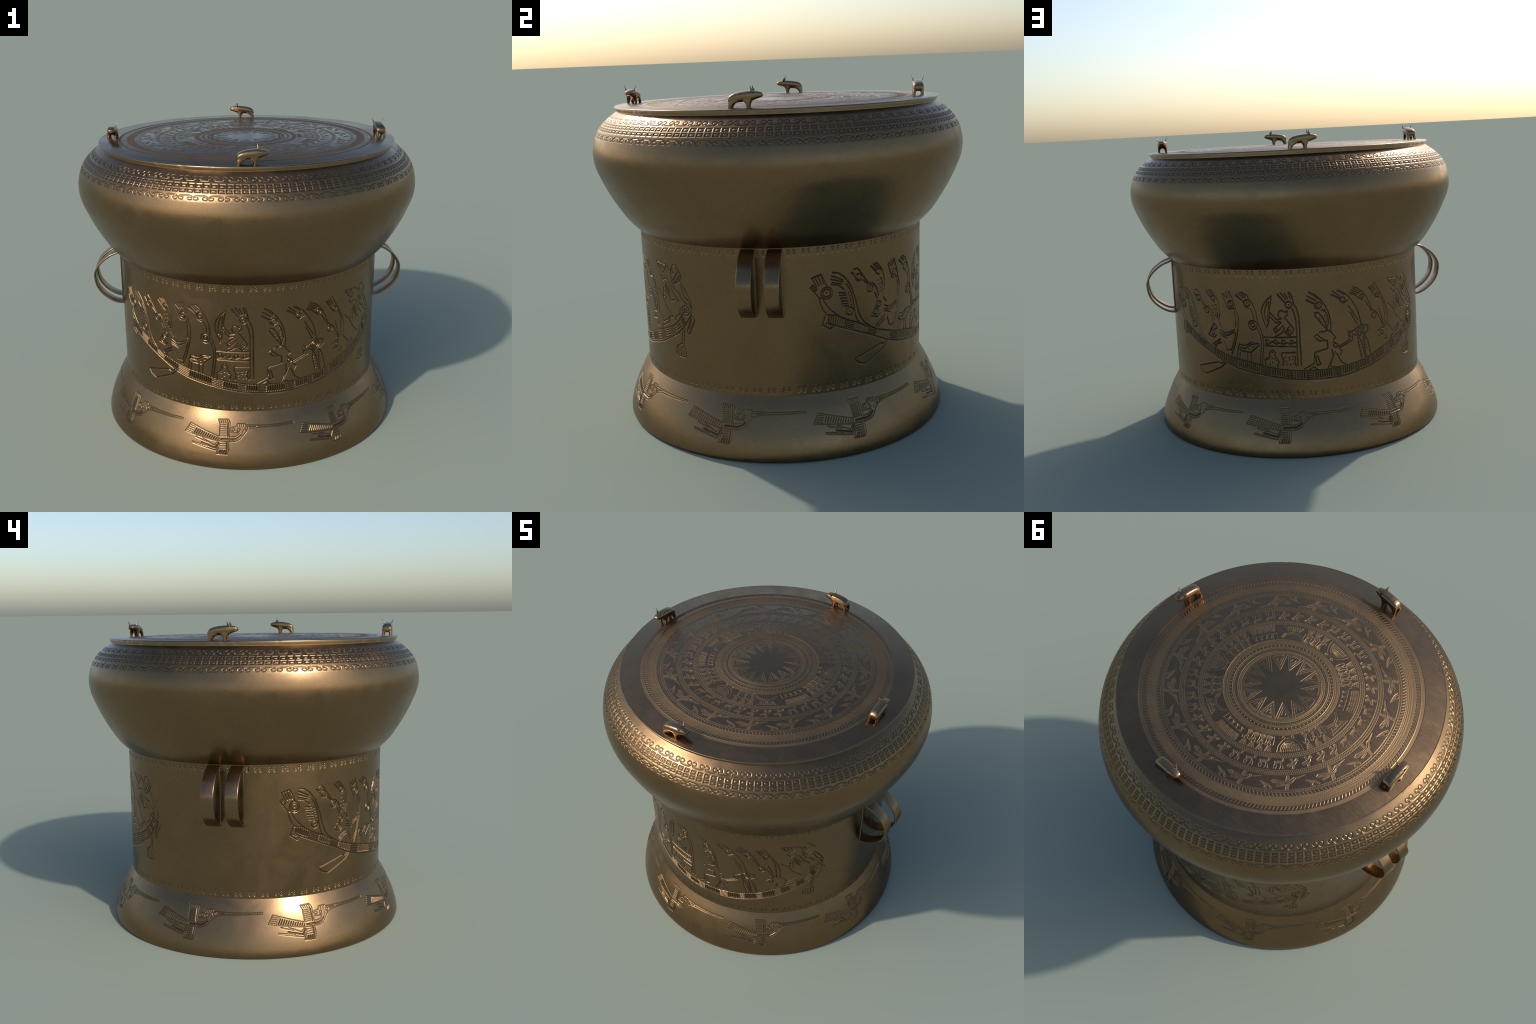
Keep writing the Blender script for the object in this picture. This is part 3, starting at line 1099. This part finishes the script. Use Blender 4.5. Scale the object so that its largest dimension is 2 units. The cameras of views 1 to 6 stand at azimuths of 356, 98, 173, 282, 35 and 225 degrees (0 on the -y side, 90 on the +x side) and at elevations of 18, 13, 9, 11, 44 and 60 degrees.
def buffalo_body():
    verts, faces = [], []

    def tube(sections):
        base = len(verts)
        m = len(sections[0])
        for s in sections:
            verts.extend(s)
        for i in range(len(sections) - 1):
            for j in range(m):
                a, b = base + i * m + j, base + i * m + (j + 1) % m
                faces.append((a, b, b + m, a + m))
        faces.append(tuple(range(base + m - 1, base - 1, -1)))
        last = base + (len(sections) - 1) * m
        faces.append(tuple(range(last, last + m)))

    def rounded(a, power):
        c, s = math.cos(a), math.sin(a)
        return math.copysign(abs(c)**power, c), math.copysign(abs(s)**power, s)
    angles = np.linspace(0, TAU, 28, endpoint=False)
    body = []
    for t, low, high, half in BODY:
        ring = []
        for a in angles:
            u, v = rounded(a, .68)
            ring.append((t, half * u, (low + high) / 2 + (high - low) / 2 * v))
        body.append(ring)
    tube(body)
    # legs: height, back edge, front edge, inner edge
    fore = ((.0, -.0130, .0005, .0150), (.012, -.0135, .0010, .0145), (.024, -.0158, .0035, .0125), (.031, -.0205, .0060, .0090),
            (.037, -.0290, .0105, .0040), (.050, -.036, .016, .002))
    hind = ((.0, -.0985, -.0820, .0145), (.012, -.0983, -.0795, .0140), (.024, -.0980, -.0718, .0120), (.031, -.0978, -.0605, .0080),
            (.037, -.0970, -.0460, .0040), (.048, -.090, -.045, .002))
    for leg in (fore, hind):
        for side in (-1, 1):
            rings = []
            for z, back, front, inner in leg:
                outer = .0285
                ring = []
                for a in angles[::2]:
                    u, v = rounded(a, .7)
                    ring.append(((back + front) / 2 + (front - back) / 2 * u,
                                 side * ((inner + outer) / 2 + (outer - inner) / 2 * v), z))
                rings.append(ring if side > 0 else ring[::-1])
            tube(rings)
    me = bpy.data.meshes.new('buffalo_body')
    me.from_pydata(verts, [], faces)
    ob = bpy.data.objects.new('buffalo_body', me)
    bpy.context.scene.collection.objects.link(ob)
    mod = ob.modifiers.new('weld', 'REMESH')
    mod.mode = 'VOXEL'
    mod.voxel_size = .0016
    mod = ob.modifiers.new('soften', 'SMOOTH')
    mod.factor = .5
    mod.iterations = 6
    dg = bpy.context.evaluated_depsgraph_get()
    ev = ob.evaluated_get(dg).to_mesh()
    n = len(ev.vertices)
    co = np.empty(n * 3, np.float32)
    ev.vertices.foreach_get('co', co)
    no = np.empty(n * 3, np.float32)
    ev.vertices.foreach_get('normal', no)
    quads = np.array([list(p.vertices) for p in ev.polygons if len(p.vertices) == 4])
    bpy.data.objects.remove(ob)
    co, no = co.reshape(-1, 3), no.reshape(-1, 3)
    co[:, 2] = np.maximum(co[:, 2], -.0005)
    return co, no, quads


def horn_mesh():
    path = ((.0165, .0200, .0760, .0105), (.0155, .0228, .0835, .0080), (.0135, .0265, .0905, .0048),
            (.0112, .0300, .0975, .0026), (.0094, .0325, .1040, .0014), (.0085, .0338, .1095, .0003))
    verts, quads = [], []
    m = 10
    for x, y, z, r in path:
        for j in range(m):
            a = TAU * j / m
            verts.append((x + r * math.cos(a), y + r * math.sin(a) * .62, z + r * .25 * math.sin(a)))
    for i in range(len(path) - 1):
        for j in range(m):
            a, b = i * m + j, i * m + (j + 1) % m
            quads.append((a, b, b + m, a + m))
    return mesh_from('horn', verts, quads)


def build_buffalo(drum, mat):
    co, no, quads = buffalo_body()
    c = co[quads].mean(1)
    region = np.zeros(len(quads), int)
    region[c[:, 0] > .018] = 1
    low = c[:, 2] < .031
    for k, (a, b) in enumerate(((-.030, .018), (-.2, -.058))):
        for s in (0, 1):
            region[low & (c[:, 0] > a) & (c[:, 0] < b) & ((c[:, 1] > 0) == bool(s))] = 2 + 2 * k + s
    parts = []
    for k, name in enumerate(('torso', 'head', 'foreleg', 'foreleg', 'hindleg', 'hindleg')):
        q = quads[region == k]
        used, inv = np.unique(q, return_inverse=True)
        parts.append((name, mesh_from(name, co[used], inv.reshape(-1, 4), no[used])))
    horn = horn_mesh()
    flipped = horn.copy()
    for v in flipped.vertices:
        v.co.y = -v.co.y
    flipped.flip_normals()
    parts += [('horn', horn), ('horn', flipped)]
    for k in range(4):
        a = -math.pi / 2 + k * math.pi / 2
        figure = bpy.data.objects.new('buffalo_figure', None)
        bpy.context.scene.collection.objects.link(figure)
        figure.empty_display_size = .05
        figure.parent = drum
        figure.location = (-.003 + .7875 * math.cos(a), -.0225 + .7875 * math.sin(a), TOP_Z - .0075)
        figure.rotation_euler = (0, 0, a + math.pi / 2)
        for name, me in parts:
            new_object(name, me, figure, mat)


def main():
    drum = bpy.data.objects.new('bronze_drum', None)
    bpy.context.scene.collection.objects.link(drum)
    drum['label'] = 'old engraved bronze kettle drum with four tiny buffalo'
    drum['category'] = 'drum'
    wall = bronze('aged_bronze', (.25, .160, .083), (.203, .130, .068), .34)
    head = bronze('rubbed_bronze', (.245, .156, .085), (.198, .126, .069), .33, scratch=1.2)
    wall_cut = bronze('dark_groove_bronze', (.155, .097, .050), (.122, .077, .040), .38, scratch=.3)  # darker tone for the engraved lines of the walls, so that they stay readable
    head_cut = bronze('pale_groove_head_bronze', (.275, .177, .092), (.225, .144, .075), .54, scratch=.3)  # slightly paler, rougher tone for the engraved lines of the head, so that they look evenly golden
    edge = bronze('bright_bronze', (.27, .176, .093), (.215, .139, .073), .30, grain_height=.3, scratch=.3)
    cast = bronze('polished_bronze', (.31, .205, .110), (.26, .170, .091), .25, grain_height=.2, scratch=.15)
    build_waist(drum, wall, wall_cut)
    build_foot(drum, wall, wall_cut)
    build_shoulder(drum, wall, wall_cut)
    build_drumhead(drum, head, edge, head_cut)
    build_handles(drum, edge)
    build_buffalo(drum, cast)


main()
